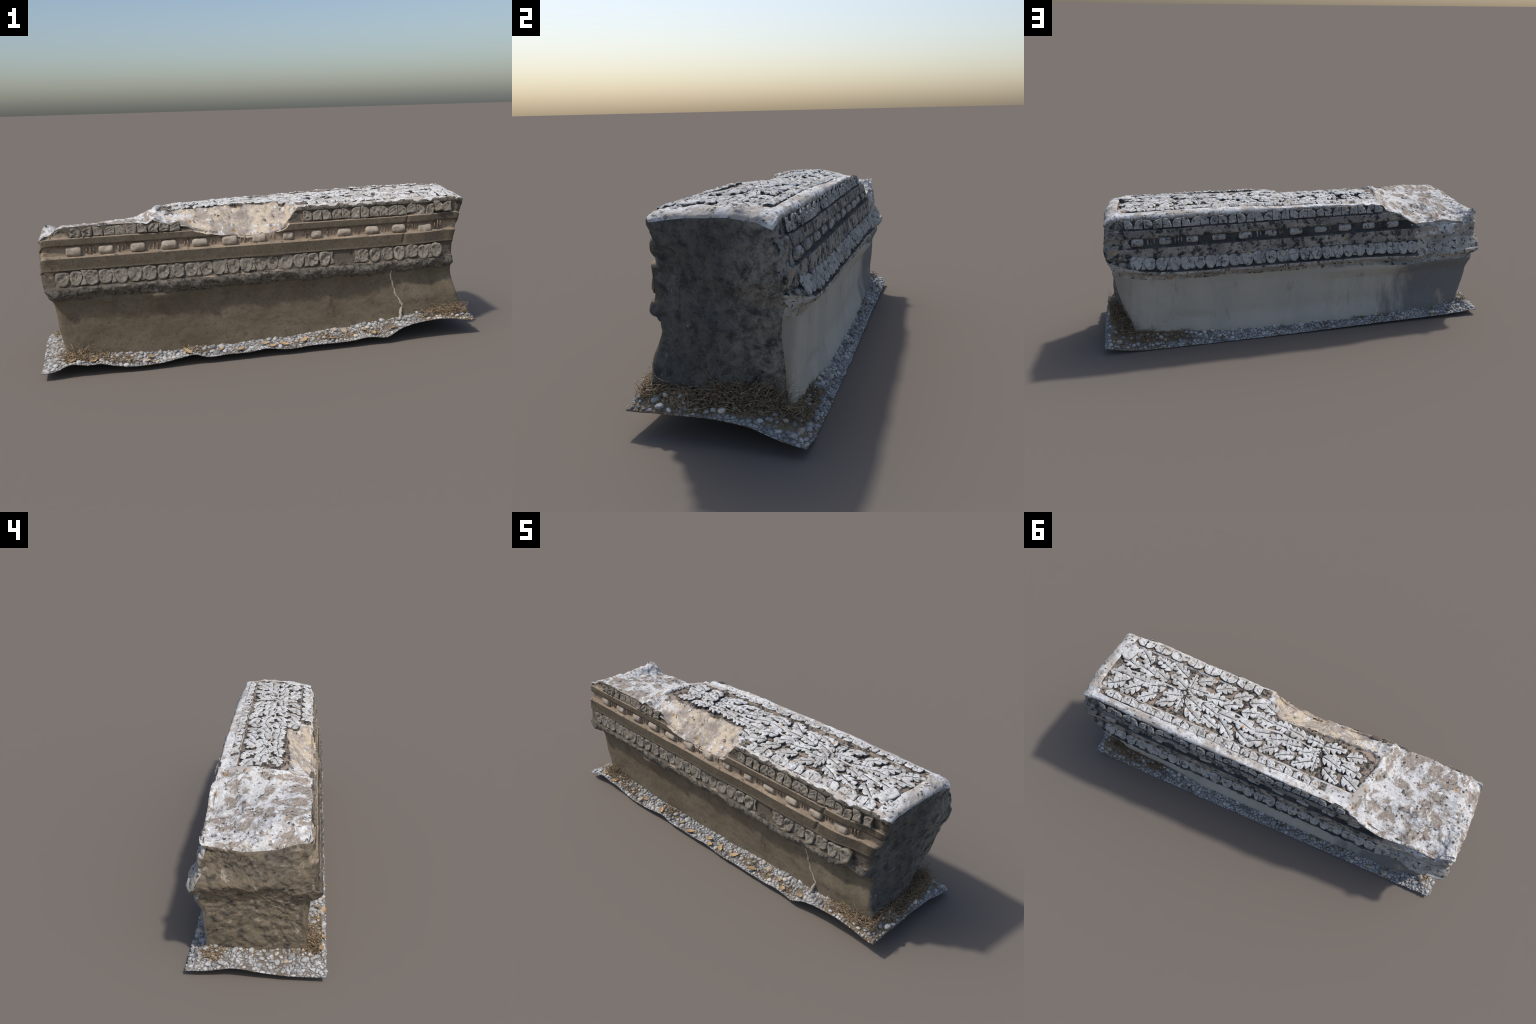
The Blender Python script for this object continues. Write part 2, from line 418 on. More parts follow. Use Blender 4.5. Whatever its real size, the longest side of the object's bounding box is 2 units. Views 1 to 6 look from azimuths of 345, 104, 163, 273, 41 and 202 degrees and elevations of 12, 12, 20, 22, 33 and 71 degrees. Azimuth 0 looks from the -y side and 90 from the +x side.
add('front_wall_stone', (.155, .126, .086), (.185, .153, .109), (.11, .09, .064), dark_at=.60, dark_soft=.15, scale=.8, light=(.24, .20, .142), light_at=.68, bump=.25, mottle=(.135, .11, .077))
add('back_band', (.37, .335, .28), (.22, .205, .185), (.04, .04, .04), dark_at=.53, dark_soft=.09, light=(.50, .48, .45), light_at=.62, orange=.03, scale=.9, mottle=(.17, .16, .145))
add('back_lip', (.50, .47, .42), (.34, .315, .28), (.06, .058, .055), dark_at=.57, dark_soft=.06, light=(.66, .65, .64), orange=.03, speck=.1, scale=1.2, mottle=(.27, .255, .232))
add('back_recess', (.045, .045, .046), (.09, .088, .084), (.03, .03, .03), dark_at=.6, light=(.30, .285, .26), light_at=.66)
add('back_wall_stone', (.52, .475, .40), (.47, .435, .375), (.36, .315, .245), dark_at=.62, dark_soft=.14, scale=.6, streak=(1, 1, .22), bump=.2, region=[(0, -.36, -.62, .75, (.20, .195, .185)), (0, .78, .90, .20, (.36, .325, .275))])
add('left_end_stone', (.26, .208, .147), (.165, .142, .112), (.075, .068, .057), dark_at=.555, dark_soft=.16, light=(.40, .345, .27), light_at=.60, bump=.9, bump_scale=60, mottle=(.19, .165, .13), scale=.9, region=(2, .60, .36, .40, (.205, .165, .115)))
add('right_end_stone', (.125, .121, .110), (.19, .178, .158), (.058, .057, .053), dark_at=.535, dark_soft=.26, alt_soft=.16, light=(.36, .36, .35), light_at=.66, bump=.8, region=(1, -.04, .19, .26, (.33, .298, .252)), scale=.9, mottle=(.115, .111, .103))
# carved pieces
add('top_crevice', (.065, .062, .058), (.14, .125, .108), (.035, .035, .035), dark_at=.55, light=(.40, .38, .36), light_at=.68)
add('front_crevice', (.085, .07, .055), (.15, .12, .09), (.04, .035, .03), dark_at=.58, light=(.30, .25, .19), light_at=.66)  # dark skirt colour, shaded slits painted around the front pieces
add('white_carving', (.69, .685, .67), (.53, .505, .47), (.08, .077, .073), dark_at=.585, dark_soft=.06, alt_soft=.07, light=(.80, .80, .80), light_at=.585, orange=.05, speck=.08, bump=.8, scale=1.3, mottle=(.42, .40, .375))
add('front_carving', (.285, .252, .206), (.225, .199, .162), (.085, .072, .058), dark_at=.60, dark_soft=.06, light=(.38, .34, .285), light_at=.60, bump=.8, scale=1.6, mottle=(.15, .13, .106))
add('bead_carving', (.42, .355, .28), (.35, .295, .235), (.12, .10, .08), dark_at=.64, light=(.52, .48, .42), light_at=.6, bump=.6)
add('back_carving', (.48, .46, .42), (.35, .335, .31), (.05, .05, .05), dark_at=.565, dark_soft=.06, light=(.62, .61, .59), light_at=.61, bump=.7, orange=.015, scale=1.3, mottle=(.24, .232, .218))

# ------------------------------------------------------------------ object tree
def link(o): bpy.context.scene.collection.objects.link(o); return o
def parented(o, parent): o.parent = parent; return o
root = link(bpy.data.objects.new('carved_stone_block', None))
root['label'] = 'weathered carved architrave block lying on a gravel patch'
root['category'] = 'stone ruin'
root.empty_display_size = .2

def mesh_object(name, v, f, mats, fm=None, parent=None, smooth=True, nrm=None):
    me = bpy.data.meshes.new(name); me.from_pydata([tuple(p) for p in v], [], [tuple(q) for q in f])
    for m in mats: me.materials.append(m)
    if fm is not None: me.polygons.foreach_set('material_index', fm)
    me.polygons.foreach_set('use_smooth', [smooth]*len(me.polygons))
    me.update()
    if nrm is not None: me.normals_split_custom_set_from_vertices([tuple(n) for n in nrm])
    o = link(bpy.data.objects.new(name, me))
    if parent: parented(o, parent)
    return o

# shared vertex normals of the whole body
fa = faces
vn = np.zeros_like(verts)
quad = np.array([f if len(f) == 4 else (f[0], f[1], f[2], f[2]) for f in fa])
nrm = np.cross(verts[quad[:, 2]]-verts[quad[:, 0]], verts[quad[:, 3]]-verts[quad[:, 1]])
tri_rows = np.array([len(f) == 3 for f in fa])
if tri_rows.any():
    q = quad[tri_rows]; nrm[tri_rows] = np.cross(verts[q[:, 1]]-verts[q[:, 0]], verts[q[:, 2]]-verts[q[:, 0]])
# outward orientation check on the upper face
mid = (NX//2)*(NV-1) + nf + NTOP//2
flip_loft = nrm[mid, 2] < 0
nl = (NX-1)*(NV-1)
if flip_loft:
    faces[:nl] = [f[::-1] for f in faces[:nl]]; nrm[:nl] *= -1
for lo_, hi_, s_ in ((nl, nl+(len(faces)-nl)//2, -1), (nl+(len(faces)-nl)//2, len(faces), 1)):
    if nrm[lo_:hi_, 0].sum()*s_ < 0:
        faces[lo_:hi_] = [f[::-1] for f in faces[lo_:hi_]]; nrm[lo_:hi_] *= -1
for k in range(4): np.add.at(vn, quad[:, k], nrm)
vn /= np.linalg.norm(vn, axis=1, keepdims=True) + 1e-12

PART = {}
fpart_a = np.array(fpart); fmat_a = np.array(fmat)
for part in ('upper_surface', 'front_molding', 'front_wall', 'back_molding', 'back_wall', 'broken_end_face', 'end_face'):
    idx = np.nonzero(fpart_a == part)[0]
    fs = [faces[i] for i in idx]
    used = np.unique(np.concatenate([np.array(f) for f in fs]))
    remap = np.full(len(verts), -1, int); remap[used] = np.arange(len(used))
    names = sorted(set(fmat_a[idx])); slot = {n: i for i, n in enumerate(names)}
    PART[part] = mesh_object(part, verts[used], [tuple(remap[list(f)]) for f in fs], [MAT[n] for n in names],
                             [slot[fmat_a[i]] for i in idx], root, True, vn[used])

# ------------------------------------------------------------------ carved pieces
def relief(name, outline, height, dish=0.0, grooves=None, rings=6, seed=0, rough=.0008, sink=.006, edge=.7, flank=2):
    """a raised piece standing on z=0: outline is star shaped about (0,0)"""
    o = np.array(outline, float); n = len(o)
    v, f = [], []
    prof = [(1.0, -sink), (1.0, edge*.55*height), (.95, edge*height), (.86, .93*height)]
    for k in range(1, rings): prof.append((.86*(1-k/rings), height*(1 - dish*math.sin(math.pi*.5*k/rings))))
    for s, h in prof:
        for p in o: v.append((p[0]*s, p[1]*s, h))
    v.append((0, 0, height*(1-dish)))
    V = np.array(v)
    if grooves is not None:
        up = V[:, 2] > .5*height
        V[up, 2] += grooves(V[up, 0], V[up, 1])
    V[:, 2] += np.where(V[:, 2] > 0, rough*2*fbm(V + seed*3.1, 90, 3, seed), 0)
    V[:, 0] += 1.5*rough*fbm(V + 5 + seed, 60, 3, seed+3); V[:, 1] += 1.5*rough*fbm(V + 9 + seed, 60, 3, seed+4)
    for k in range(len(prof)-1):
        for j in range(n):
            a, b = k*n+j, k*n+(j+1) % n
            f.append((a, b, b+n, a+n))
    last = (len(prof)-1)*n
    for j in range(n): f.append((last+j, last+(j+1) % n, len(V)-1))
    me = bpy.data.meshes.new(name); me.from_pydata([tuple(p) for p in V], [], f)
    me.polygons.foreach_set('use_smooth', [True]*len(f))
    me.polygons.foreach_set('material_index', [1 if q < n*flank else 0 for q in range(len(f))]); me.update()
    return me

def tongue_outline(w, h, side):
    """half of a tongue: straight along the slit, round towards its neighbour"""
    r = .78*w; pts = []
    pts += [(-w/2, -h/2 + h*k/10) for k in range(10)]
    pts += [(-w/2 + (w-r)*k/4, h/2) for k in range(4)]
    pts += [(w/2-r + r*math.sin(a), h/2-r*.9 + r*.9*math.cos(a)) for a in [math.pi/2*k/8 for k in range(9)]]
    pts += [(w/2, h/2-r*.9 - (h-r*.9)*k/8) for k in range(1, 8)]
    pts += [(w/2 - w*k/6, -h/2) for k in range(6)]
    pts = [(x*side, y) for x, y in pts]
    return pts[::-1] if side > 0 else pts

def egg_outline(w, h):
    pts = []
    for k in range(32):
        a = 2*math.pi*k/32
        c, s = math.cos(a), math.sin(a)
        x = w/2*math.copysign(abs(c)**.80, c); y = h/2*math.copysign(abs(s)**(.62 if s > 0 else .9), s)
        x *= 1 + .14*s                       # broader at the top
        pts.append((x, y))
    return pts

def dart_outline(w, h):
    pts = []
    for k in range(13):
        t = k/12; hw = w*(.16 + .34*abs(2*t-1)**1.4); pts.append((hw, -h/2+h*t))
    for k in range(13):
        t = 1-k/12; hw = w*(.16 + .34*abs(2*t-1)**1.4); pts.append((-hw, -h/2+h*t))
    return pts

def leaf_mesh(name, L, W, H, seed, lobes=3):
    """acanthus leaf: rounded lobes swept towards the tip on both sides of a sunk midrib"""
    r = random.Random(seed); out, core = [], []
    bend = r.uniform(-2.2, 2.2); n = 15*lobes
    for sgn in (1, -1):
        amp = [r.uniform(.85, 1.12) for _ in range(lobes+2)]
        rng_t = [k/n for k in range(n+1)]
        if sgn < 0: rng_t = rng_t[::-1][1:-1]
        for t in rng_t:
            ph = t*(lobes+.45); li = int(ph); fr = ph - li
            lobe = abs(math.sin(math.pi*min(1, fr)))**.55
            tooth = .06*abs(math.sin(math.pi*fr*2))
            env = W/2*(math.sin(math.pi*(.10 + .86*t**.85)))**.6*amp[li]
            w = env*(.34 + .66*lobe + tooth) if 0 < t < 1 else W*.04
            x = (t - .5)*L + .30*w*lobe + .10*L*(t > .97)
            y = sgn*w
            cx = (t - .5)*L - .25*w
            out.append((x, y + bend*x*x*.5)); core.append((cx, bend*cx*cx*.5))
    o, c = np.array(out), np.array(core); m = len(o)
    prof = [(1.03, -.004), (1.0, .45*H), (.94, .76*H), (.84, .90*H), (.66, 1.0*H), (.45, .97*H), (.24, .90*H), (.07, .76*H), (0.0, .66*H)]
    V, f = [], []
    for s_, h in prof:
        q = c + (o - c)*s_
        V.append(np.column_stack([q, np.full(m, h)]))
    V = np.vstack(V)
    a = np.arctan2(np.abs(V[:, 1]), V[:, 0] + L*.62)
    V[:, 2] += np.where(V[:, 2] > .5*H, .0014*np.sin(a*26 + seed) + .0035*fbm(V + seed*2.3, 55, 3, seed), 0)
    V[:, :2] += .0016*np.stack([fbm(V + 3 + seed, 70, 2, seed), fbm(V + 6 + seed, 70, 2, seed + 1)], -1)
    V[:, 2] -= .004*((V[:, 0]/L)*2)**2 * (V[:, 2] > 0)
    for k in range(len(prof)-1):
        for j in range(m):
            p, q = k*m+j, k*m+(j+1) % m
            f.append((p, p+m, q+m, q))
    me = bpy.data.meshes.new(name); me.from_pydata([tuple(p) for p in V], [], f)
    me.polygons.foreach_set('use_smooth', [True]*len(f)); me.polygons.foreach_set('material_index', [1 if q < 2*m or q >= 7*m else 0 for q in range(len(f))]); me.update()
    import bmesh
    bm = bmesh.new(); bm.from_mesh(me); bmesh.ops.recalc_face_normals(bm, faces=bm.faces)
    if sum(fc.normal.z*fc.calc_area() for fc in bm.faces) < 0: bmesh.ops.reverse_faces(bm, faces=bm.faces)
    bm.to_mesh(me); bm.free()
    return me

def fan(h):
    def fn(x, y):
        a = np.arctan2(x, y + h*.8)
        return -.0012*(np.sin(a*24) > .2)
    return fn

def bead_mesh(name, L, R, seed):
    r = random.Random(seed); v, f = [], []; nx, na = 15, 20
    chip = (r.uniform(-1, 1), r.uniform(.2, 2.6), r.uniform(.35, .9))
    for i in range(nx+1):
        t = -1 + 2*i/nx
        rad = R*(1 - .16*abs(t)**3) * (1 if abs(t) < .97 else .72)
        for j in range(na):
            a = 2*math.pi*j/na
            c = .30*R*math.exp(-((t-chip[0])/.45)**2 - (math.atan2(math.sin(a-chip[1]), math.cos(a-chip[1]))/chip[2])**2)
            v.append((t*L/2, (rad-c)*math.cos(a), (rad-c)*math.sin(a)))
    V = np.array(v); V += .0030*np.stack([fbm(V+seed, 60, 3, seed+k) for k in range(3)], -1)
    v = [tuple(p) for p in V]
    for i in range(nx):
        for j in range(na): a, b = i*na+j, i*na+(j+1) % na; f.append((a, b, b+na, a+na))
    v += [(-L/2*1.02, 0, 0), (L/2*1.02, 0, 0)]; c0 = len(v)-2
    for j in range(na): f.append((c0, (j+1) % na, j)); f.append((c0+1, nx*na+j, nx*na+(j+1) % na))
    me = bpy.data.meshes.new(name); me.from_pydata(v, [], f); me.polygons.foreach_set('use_smooth', [True]*len(f)); me.update()
    return me

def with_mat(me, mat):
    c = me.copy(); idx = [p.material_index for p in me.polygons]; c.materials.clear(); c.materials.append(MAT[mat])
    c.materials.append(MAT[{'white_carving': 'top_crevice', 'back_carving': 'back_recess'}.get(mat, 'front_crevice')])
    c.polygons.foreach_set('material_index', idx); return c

def place(name, me, loc, ax, up, parent, sx=1, sy=1, sz=1, spin=0):
    """local x along ax, local y along up, local z outward"""
    ax = Vector(ax).normalized(); up = Vector(up); up = (up - ax*up.dot(ax)).normalized(); nz = ax.cross(up)
    R = Matrix((ax, up, nz)).transposed() @ Euler((0, 0, spin)).to_matrix() @ Matrix.Diagonal((sx, sy, sz))
    o = bpy.data.objects.new(name, me); link(o); o.parent = parent
    o.matrix_world = Matrix.Translation(Vector(loc)) @ R.to_4x4()
    return o

def f_point(x, z):
    off = np.interp(z, fz, fo); return Vector((x, -float(front_offset(x, off, z)) - YAW_F*x, z))
def b_point(x, z):
    off = np.interp(z, bz, bo); return Vector((x, float(back_offset(x, off, z)) - YAW_B*x, z))
def height(x, y): return float(top_height(np.array([x]), np.array([y]))[0][0])

NV_T = 5
tongues = {}
for key, w, h in (('face', .0430, .051), ('top', .0430, .053), ('back', .0430, .046)):
    for side in (-1, 1):
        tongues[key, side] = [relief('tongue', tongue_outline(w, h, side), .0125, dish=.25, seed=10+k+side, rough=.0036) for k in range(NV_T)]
FA, BA = (1, -YAW_F, 0), (-1, YAW_B, 0)

def warp(x):      # the courses waver close to the right end of the front
    return .009*math.sin((x-.60)*42)*float(sstep(.60, .66, x))*(1-float(sstep(.84, .9, x)))

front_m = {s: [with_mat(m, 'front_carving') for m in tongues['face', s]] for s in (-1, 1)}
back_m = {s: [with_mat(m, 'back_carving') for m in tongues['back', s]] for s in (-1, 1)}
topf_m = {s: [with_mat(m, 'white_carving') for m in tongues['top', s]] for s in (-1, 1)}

def half_tongues(x0, x1, fn):
    k = 0; x = x0
    while x < x1:
        for s in (-1, 1):
            fn(x + s*.0222, s)
        x += .0885
def wear_t(x): return float(np.clip(.85 + .5*vnoise(np.array([[x, 2.2, 0.]]), 13, 5)[0], .35, 1.15))
def tf(x, s):
    zc = .597 + warp(x)
    p = f_point(x, .597); p.z = zc
    if not -.84 < x < .845: return
    if height(x, p.y+.012) < .628:
        if height(x, p.y+.012) < .600 or x > -.40: return
    up = f_point(x, .619) - f_point(x, .574)
    left = x < -.40
    if left: p.z -= .007
    # local +x of a tongue half is the rounded, outer side
    place('tongue', front_m[s][rng.randrange(NV_T)], p, FA, up, PART['front_molding'], rng.uniform(.94, 1.04), rng.uniform(.86, 1.02)*(.80 if left else 1), wear_t(x), rng.uniform(-.07, .07))
half_tongues(-.84, .87, tf)
def tb(x, s):
    xx = x
    if not -.41 < xx < .86 or rng.random() < .03 or height(xx, .165) < .618: return
    p = b_point(xx, .612); up = b_point(xx, .632) - b_point(xx, .592)
    place('tongue', back_m[-s][rng.randrange(NV_T)], p, BA, up, PART['back_molding'], rng.uniform(.94, 1.04), rng.uniform(.86, 1.02), wear_t(x+3), rng.uniform(-.07, .07))
half_tongues(-.46, .88, tb)
def on_top(x, yy):
    y = yy - .022*(x-.3)
    z = float(crown(np.array([x]), np.array([y]))[0])
    zx = float(crown(np.array([x+.02]), np.array([y]))[0]) - float(crown(np.array([x-.02]), np.array([y]))[0])
    zy = float(crown(np.array([x]), np.array([y+.012]))[0]) - float(crown(np.array([x]), np.array([y-.012]))[0])
    return Vector((x, y, z)), Vector((.04, 0, zx)), Vector((0, .024, zy))
def ttf(x, s):
    if not .145 < x < .85: return
    p, ax, ay = on_top(x, -.174)
    place('tongue', topf_m[s][rng.randrange(NV_T)], p - Vector((0, 0, .007)), ax, ay, PART['upper_surface'], rng.uniform(.94, 1.04), rng.uniform(.86, .98), rng.uniform(.7, 1.0), rng.uniform(-.05, .05))
half_tongues(.165, .87, ttf)
def ttb(x, s):
    if not -.28 < x < .85: return
    p, ax, ay = on_top(x, .133)
    place('tongue', topf_m[-s][rng.randrange(NV_T)], p - Vector((0, 0, .007)), -ax, -ay, PART['upper_surface'], rng.uniform(.92, 1.04), rng.uniform(.66, .74), rng.uniform(.65, 1.0), rng.uniform(-.06, .06))
half_tongues(-.26, .87, ttb)

# egg and dart course
def wear(x, k): return float(np.clip(.80 + .45*vnoise(np.array([[x*1.0, k*3.7, 0.]]), 9, 5)[0] + .25*vnoise(np.array([[x, k*1.7, 0.]]), 31, 6)[0], .28, 1.12))
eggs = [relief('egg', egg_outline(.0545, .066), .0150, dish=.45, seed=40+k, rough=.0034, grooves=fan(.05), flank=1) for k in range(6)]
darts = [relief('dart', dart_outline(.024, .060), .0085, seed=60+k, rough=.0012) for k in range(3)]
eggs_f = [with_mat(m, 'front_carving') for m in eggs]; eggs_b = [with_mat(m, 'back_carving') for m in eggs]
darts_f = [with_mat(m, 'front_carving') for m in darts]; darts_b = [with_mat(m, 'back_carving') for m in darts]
x = -.856
while x < .84:
    up = f_point(x, .43) - f_point(x, .385)
    for s in (-1, 1):
        xe = x + s*.0268
        if xe > .80 or .275 < xe < .36 and rng.random() < .75: continue
        p = f_point(xe, .408) ; p.z += .6*warp(xe); p.y += .001
        place('egg', eggs_f[rng.randrange(6)], p, FA, up, PART['front_molding'], rng.uniform(.93, 1.06), rng.uniform(.90, 1.04), wear(xe, 1), -s*.08 + rng.uniform(-.09, .09))
    xd = x + .0585
    if xd < .79:
        p = f_point(xd, .410); p.z += .6*warp(xd)
        place('dart', darts_f[rng.randrange(3)], p, FA, up, PART['front_molding'], rng.uniform(.9, 1.3), rng.uniform(.92, 1.06), wear(xd, 3)*1.15, rng.uniform(-.12, .12))
    x += .1168
x = -.55
while x < .86:
    for s in (-1, 1):
        xe = x + s*.0268
        if xe > .85: continue
        up = b_point(xe, .44) - b_point(xe, .392)
        p = b_point(xe, .416)
        p.z += .75*float(lip_lift_back(xe, np.float64(.395)) - .395)
        place('egg', eggs_b[rng.randrange(6)], p, BA, up, PART['back_molding'], rng.uniform(.92, 1.06), rng.uniform(.86, 1.02), wear(xe, 2), rng.uniform(-.12, .12))
    xd = x + .0585
    if xd < .82:
        up = b_point(xd, .44) - b_point(xd, .392)
        place('dart', darts_b[rng.randrange(3)], b_point(xd, .417) + Vector((0, 0, .75*float(lip_lift_back(xd, np.float64(.395)) - .395))), BA, up, PART['back_molding'], rng.uniform(.9, 1.25), rng.uniform(.9, 1.04), wear(xd, 4)*1.1, rng.uniform(-.12, .12))
    x += .1168

# bead and reel course
beads = [bead_mesh('bead', .062, .0210, 80+k) for k in range(6)]
reels = [bead_mesh('reel', .008, .0165, 95+k) for k in range(4)]
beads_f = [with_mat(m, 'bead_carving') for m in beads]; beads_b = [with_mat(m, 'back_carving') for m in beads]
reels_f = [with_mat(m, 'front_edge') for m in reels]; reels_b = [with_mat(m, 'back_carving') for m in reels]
for k in range(14):
    x = -.831 + .1281*k
    if x > .81: break
    z = .5165 + warp(x)
    p = f_point(x, .517); p.z = z; p.y += .001
    worn = 1 if x < .05 or x > .25 else .8
    place('bead', beads_f[k % 6], p, FA, (0, 0, 1), PART['front_molding'], rng.uniform(.9, 1.05)*worn, rng.uniform(.9, 1.02), rng.uniform(.85, 1.05)*worn)
    for dx in (.050, .066, .080):
        if rng.random() < .75:
            xr = x + dx
            if xr > .83: continue
            p = f_point(xr, .517); p.z = .518 + warp(xr); p.y += .003
            place('reel', reels_f[rng.randrange(4)], p, FA, (rng.uniform(-.2, .2), 0, 1), PART['front_molding'], rng.uniform(.5, 1.0), rng.uniform(.8, 1.25), rng.uniform(.4, .8))
for k in range(12):
    x = -.47 + .1281*k
    if x > .84: break
    p = Vector((x, .208 - YAW_B*x, .5285))
    if True:
        place('bead', beads_b[(k*5+2) % 6], p, BA, (0, -.12, 1), PART['back_molding'], rng.uniform(.85, 1.1), rng.uniform(.8, 1.0), rng.uniform(.75, 1.05))
    for dx in (.050, .066, .080):
        if rng.random() < .7 and x+dx < .86:
            p = Vector((x+dx, .205 - YAW_B*x, .529))
            place('reel', reels_b[rng.randrange(4)], p, BA, (rng.uniform(-.2, .2), -.12, 1), PART['back_molding'], rng.uniform(.5, 1.0), rng.uniform(.8, 1.2), rng.uniform(.4, .85))

# acanthus leaves growing both ways from two rosettes along a stem
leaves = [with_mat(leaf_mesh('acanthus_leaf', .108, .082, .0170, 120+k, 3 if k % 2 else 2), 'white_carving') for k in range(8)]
def leaf(x, yy, ang, size, flat=1.0, wide=1.0):
    p, ax, ay = on_top(x, yy)
    if p.x - float(ridge_x(p.y)) < .05: return
    if not -.135 < yy < .100: return
    if bool(top_height(np.array([x]), np.array([p.y-.02]))[2][0]): return
    place('acanthus_leaf', leaves[rng.randrange(8)], p - Vector((0, 0, .0145)), ax, ay, PART['upper_surface'], size, size*wide, flat, ang)
CY = -.016
ROSETTES = [(.49, [(1, .36), (-1, .355)]), (-.205, [(1, .325), (-1, .20)])]
for nx_, arms in ROSETTES:
    for sgn, length in arms:
        n = int(length/.074)
        for k in range(n):
            xx = nx_ + sgn*length*(k+.6)/n
            for row, (off, tilt) in enumerate(((-.098, -.50), (-.036, -.20), (.030, .20), (.086, .50))):
                a = tilt + rng.uniform(-.2, .2)
                leaf(xx + rng.uniform(-.008, .008) + (.018*sgn if row in (0, 3) else 0), CY + off + rng.uniform(-.004, .004), a if sgn > 0 else math.pi - a,
                     rng.uniform(.80, .94), rng.uniform(.6, 1.0), rng.uniform(.86, 1.06))
    for row in (-1, 1):                  # leaves standing across the panel at each rosette
        leaf(nx_ + .006*row, CY + row*.066, row*math.pi/2, .66, .9, .8)
        leaf(nx_ + .02*row, CY + row*.012, row*.6, .45, .9, .9)

def tube(name, pts, rad, mat, parent, na=8, seed=0):
    v, f = [], []
    for i, p in enumerate(pts):
        t = (Vector(pts[min(i+1, len(pts)-1)]) - Vector(pts[max(i-1, 0)])).normalized()
        s = t.cross(Vector((0, 0, 1))).normalized(); u = s.cross(t)
        for j in range(na):
            a = 2*math.pi*j/na; q = Vector(p) + (s*math.cos(a) + u*math.sin(a))*rad(i/(len(pts)-1)); v.append(tuple(q))
    for i in range(len(pts)-1):
        for j in range(na): a, b = i*na+j, i*na+(j+1) % na; f.append((a, b, b+na, a+na))
    f.append(tuple(range(na))[::-1]); f.append(tuple((len(pts)-1)*na+j for j in range(na)))
    return mesh_object(name, v, f, [MAT[mat]], None, parent)
for x0, x1 in ((.49, .84), (.14, .47), (-.19, .11), (-.40, -.22)):
    pts = []
    for k in range(14):
        x = x0 + (x1-x0)*k/13; p, _, _ = on_top(x, CY + .004*math.sin(k*1.3)); pts.append((p.x, p.y, p.z-.010))
    tube('stem', pts, lambda t: .0055 + .001*math.sin(t*20), 'white_carving', PART['upper_surface'])
# guilloche of knobs on the stretch beside the broken end
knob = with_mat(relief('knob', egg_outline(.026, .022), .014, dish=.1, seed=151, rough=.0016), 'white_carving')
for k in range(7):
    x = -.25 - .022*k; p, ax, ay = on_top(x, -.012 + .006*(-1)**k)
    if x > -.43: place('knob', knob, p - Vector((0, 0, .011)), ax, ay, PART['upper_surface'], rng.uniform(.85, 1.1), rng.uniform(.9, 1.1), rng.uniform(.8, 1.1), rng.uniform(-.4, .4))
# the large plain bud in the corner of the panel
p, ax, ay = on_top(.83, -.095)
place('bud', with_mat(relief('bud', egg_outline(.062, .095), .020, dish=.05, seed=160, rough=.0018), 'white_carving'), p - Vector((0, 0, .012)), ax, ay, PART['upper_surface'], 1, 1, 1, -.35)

# pale vein running down the front wall near the right end
def vein():
    pts = [(.536, .33), (.545, .285), (.556, .255), (.566, .215), (.585, .185), (.600, .158), (.590, .125), (.578, .085)]
    out = []
    for i in range(len(pts)-1):
        for k in range(4):
            t = k/4; x = pts[i][0]*(1-t)+pts[i+1][0]*t + .002*math.sin(i*5+k*2.1); z = pts[i][1]*(1-t)+pts[i+1][1]*t
            p = f_point(x, z); out.append((x, p.y - .003 - .022*float(sstep(.16, .08, z)), z))
    return out
tube('vein', vein(), lambda t: .0026 + .0045*t + .0012*math.sin(t*31), 'fresh_break', PART['front_wall'])

# ------------------------------------------------------------------ gravel patch
FL, FR, BR, BL = (-.998, -.238), (.944, -.292), (.999, .254), (-.971, .294)
ZF = [(-1, .030), (-.948, .034), (-.879, .058), (-.817, .049), (-.76, .049), (-.703, .035), (-.651, .026), (-.544, .023), (-.447, .034), (-.374, .045), (-.307, .028), (-.238, .031), (-.132, .031), (-.056, .038), (.028, .026), (.16, .031), (.327, .030), (.43, .039), (.506, .031), (.576, .064), (.71, .088), (.839, .084), (.891, .073), (.942, .071)]
ZR = [(-.292, .070), (-.162, .076), (.029, .079), (.099, .070), (.172, .047), (.254, .031)]
ZB = [(1, .030), (.87, .007), (.53, .0), (.03, .002), (-.25, .007), (-.54, .010), (-.79, .014), (-.97, .024)]
ZL = [(-.24, .028), (-.107, .024), (.011, .034), (.113, .046), (.208, .030), (.294, .024)]
IFL, IFR, IBR, IBL = (-.86, -.13), (.83, -.15), (.885, .14), (-.83, .19)
ZIF = [(-.89, .075), (-.77, .068), (-.4, .050), (0, .052), (.25, .078), (.45, .105), (.62, .14), (.86, .175)]
ZIB = [(.9, .085), (.75, .075), (.62, .065), (.5, .055), (.2, .042), (0, .036), (-.3, .044), (-.8, .058)]
def side(a, b, n): return [(a[0]+(b[0]-a[0])*k/n, a[1]+(b[1]-a[1])*k/n) for k in range(n)]
outer, inner = [], []
for (a, b, ia, ib, zt, zit, ax_, n) in ((FL, FR, IFL, IFR, ZF, ZIF, 0, 300), (FR, BR, IFR, IBR, ZR, [(-.3, .165), (0, .155), (.08, .14), (.14, .10), (.3, .085)], 1, 84),
                                      (BR, BL, IBR, IBL, ZB, ZIB, 0, 300), (BL, FL, IBL, IFL, ZL, [(-.3, .075), (.0, .082), (.3, .085)], 1, 84)):
    so, si = side(a, b, n), side(ia, ib, n)
    for p, q in zip(so, si):
        outer.append((p[0], p[1], float(smooth_interp(p[ax_], zt)))); inner.append((q[0], q[1], float(interp(q[ax_], zit))))
outer = np.array(outer); inner = np.array(inner); NP = len(outer); NRG = 22
def blend(s): return s*.55 + .45*sstep(0, .8, s)
sheet = []
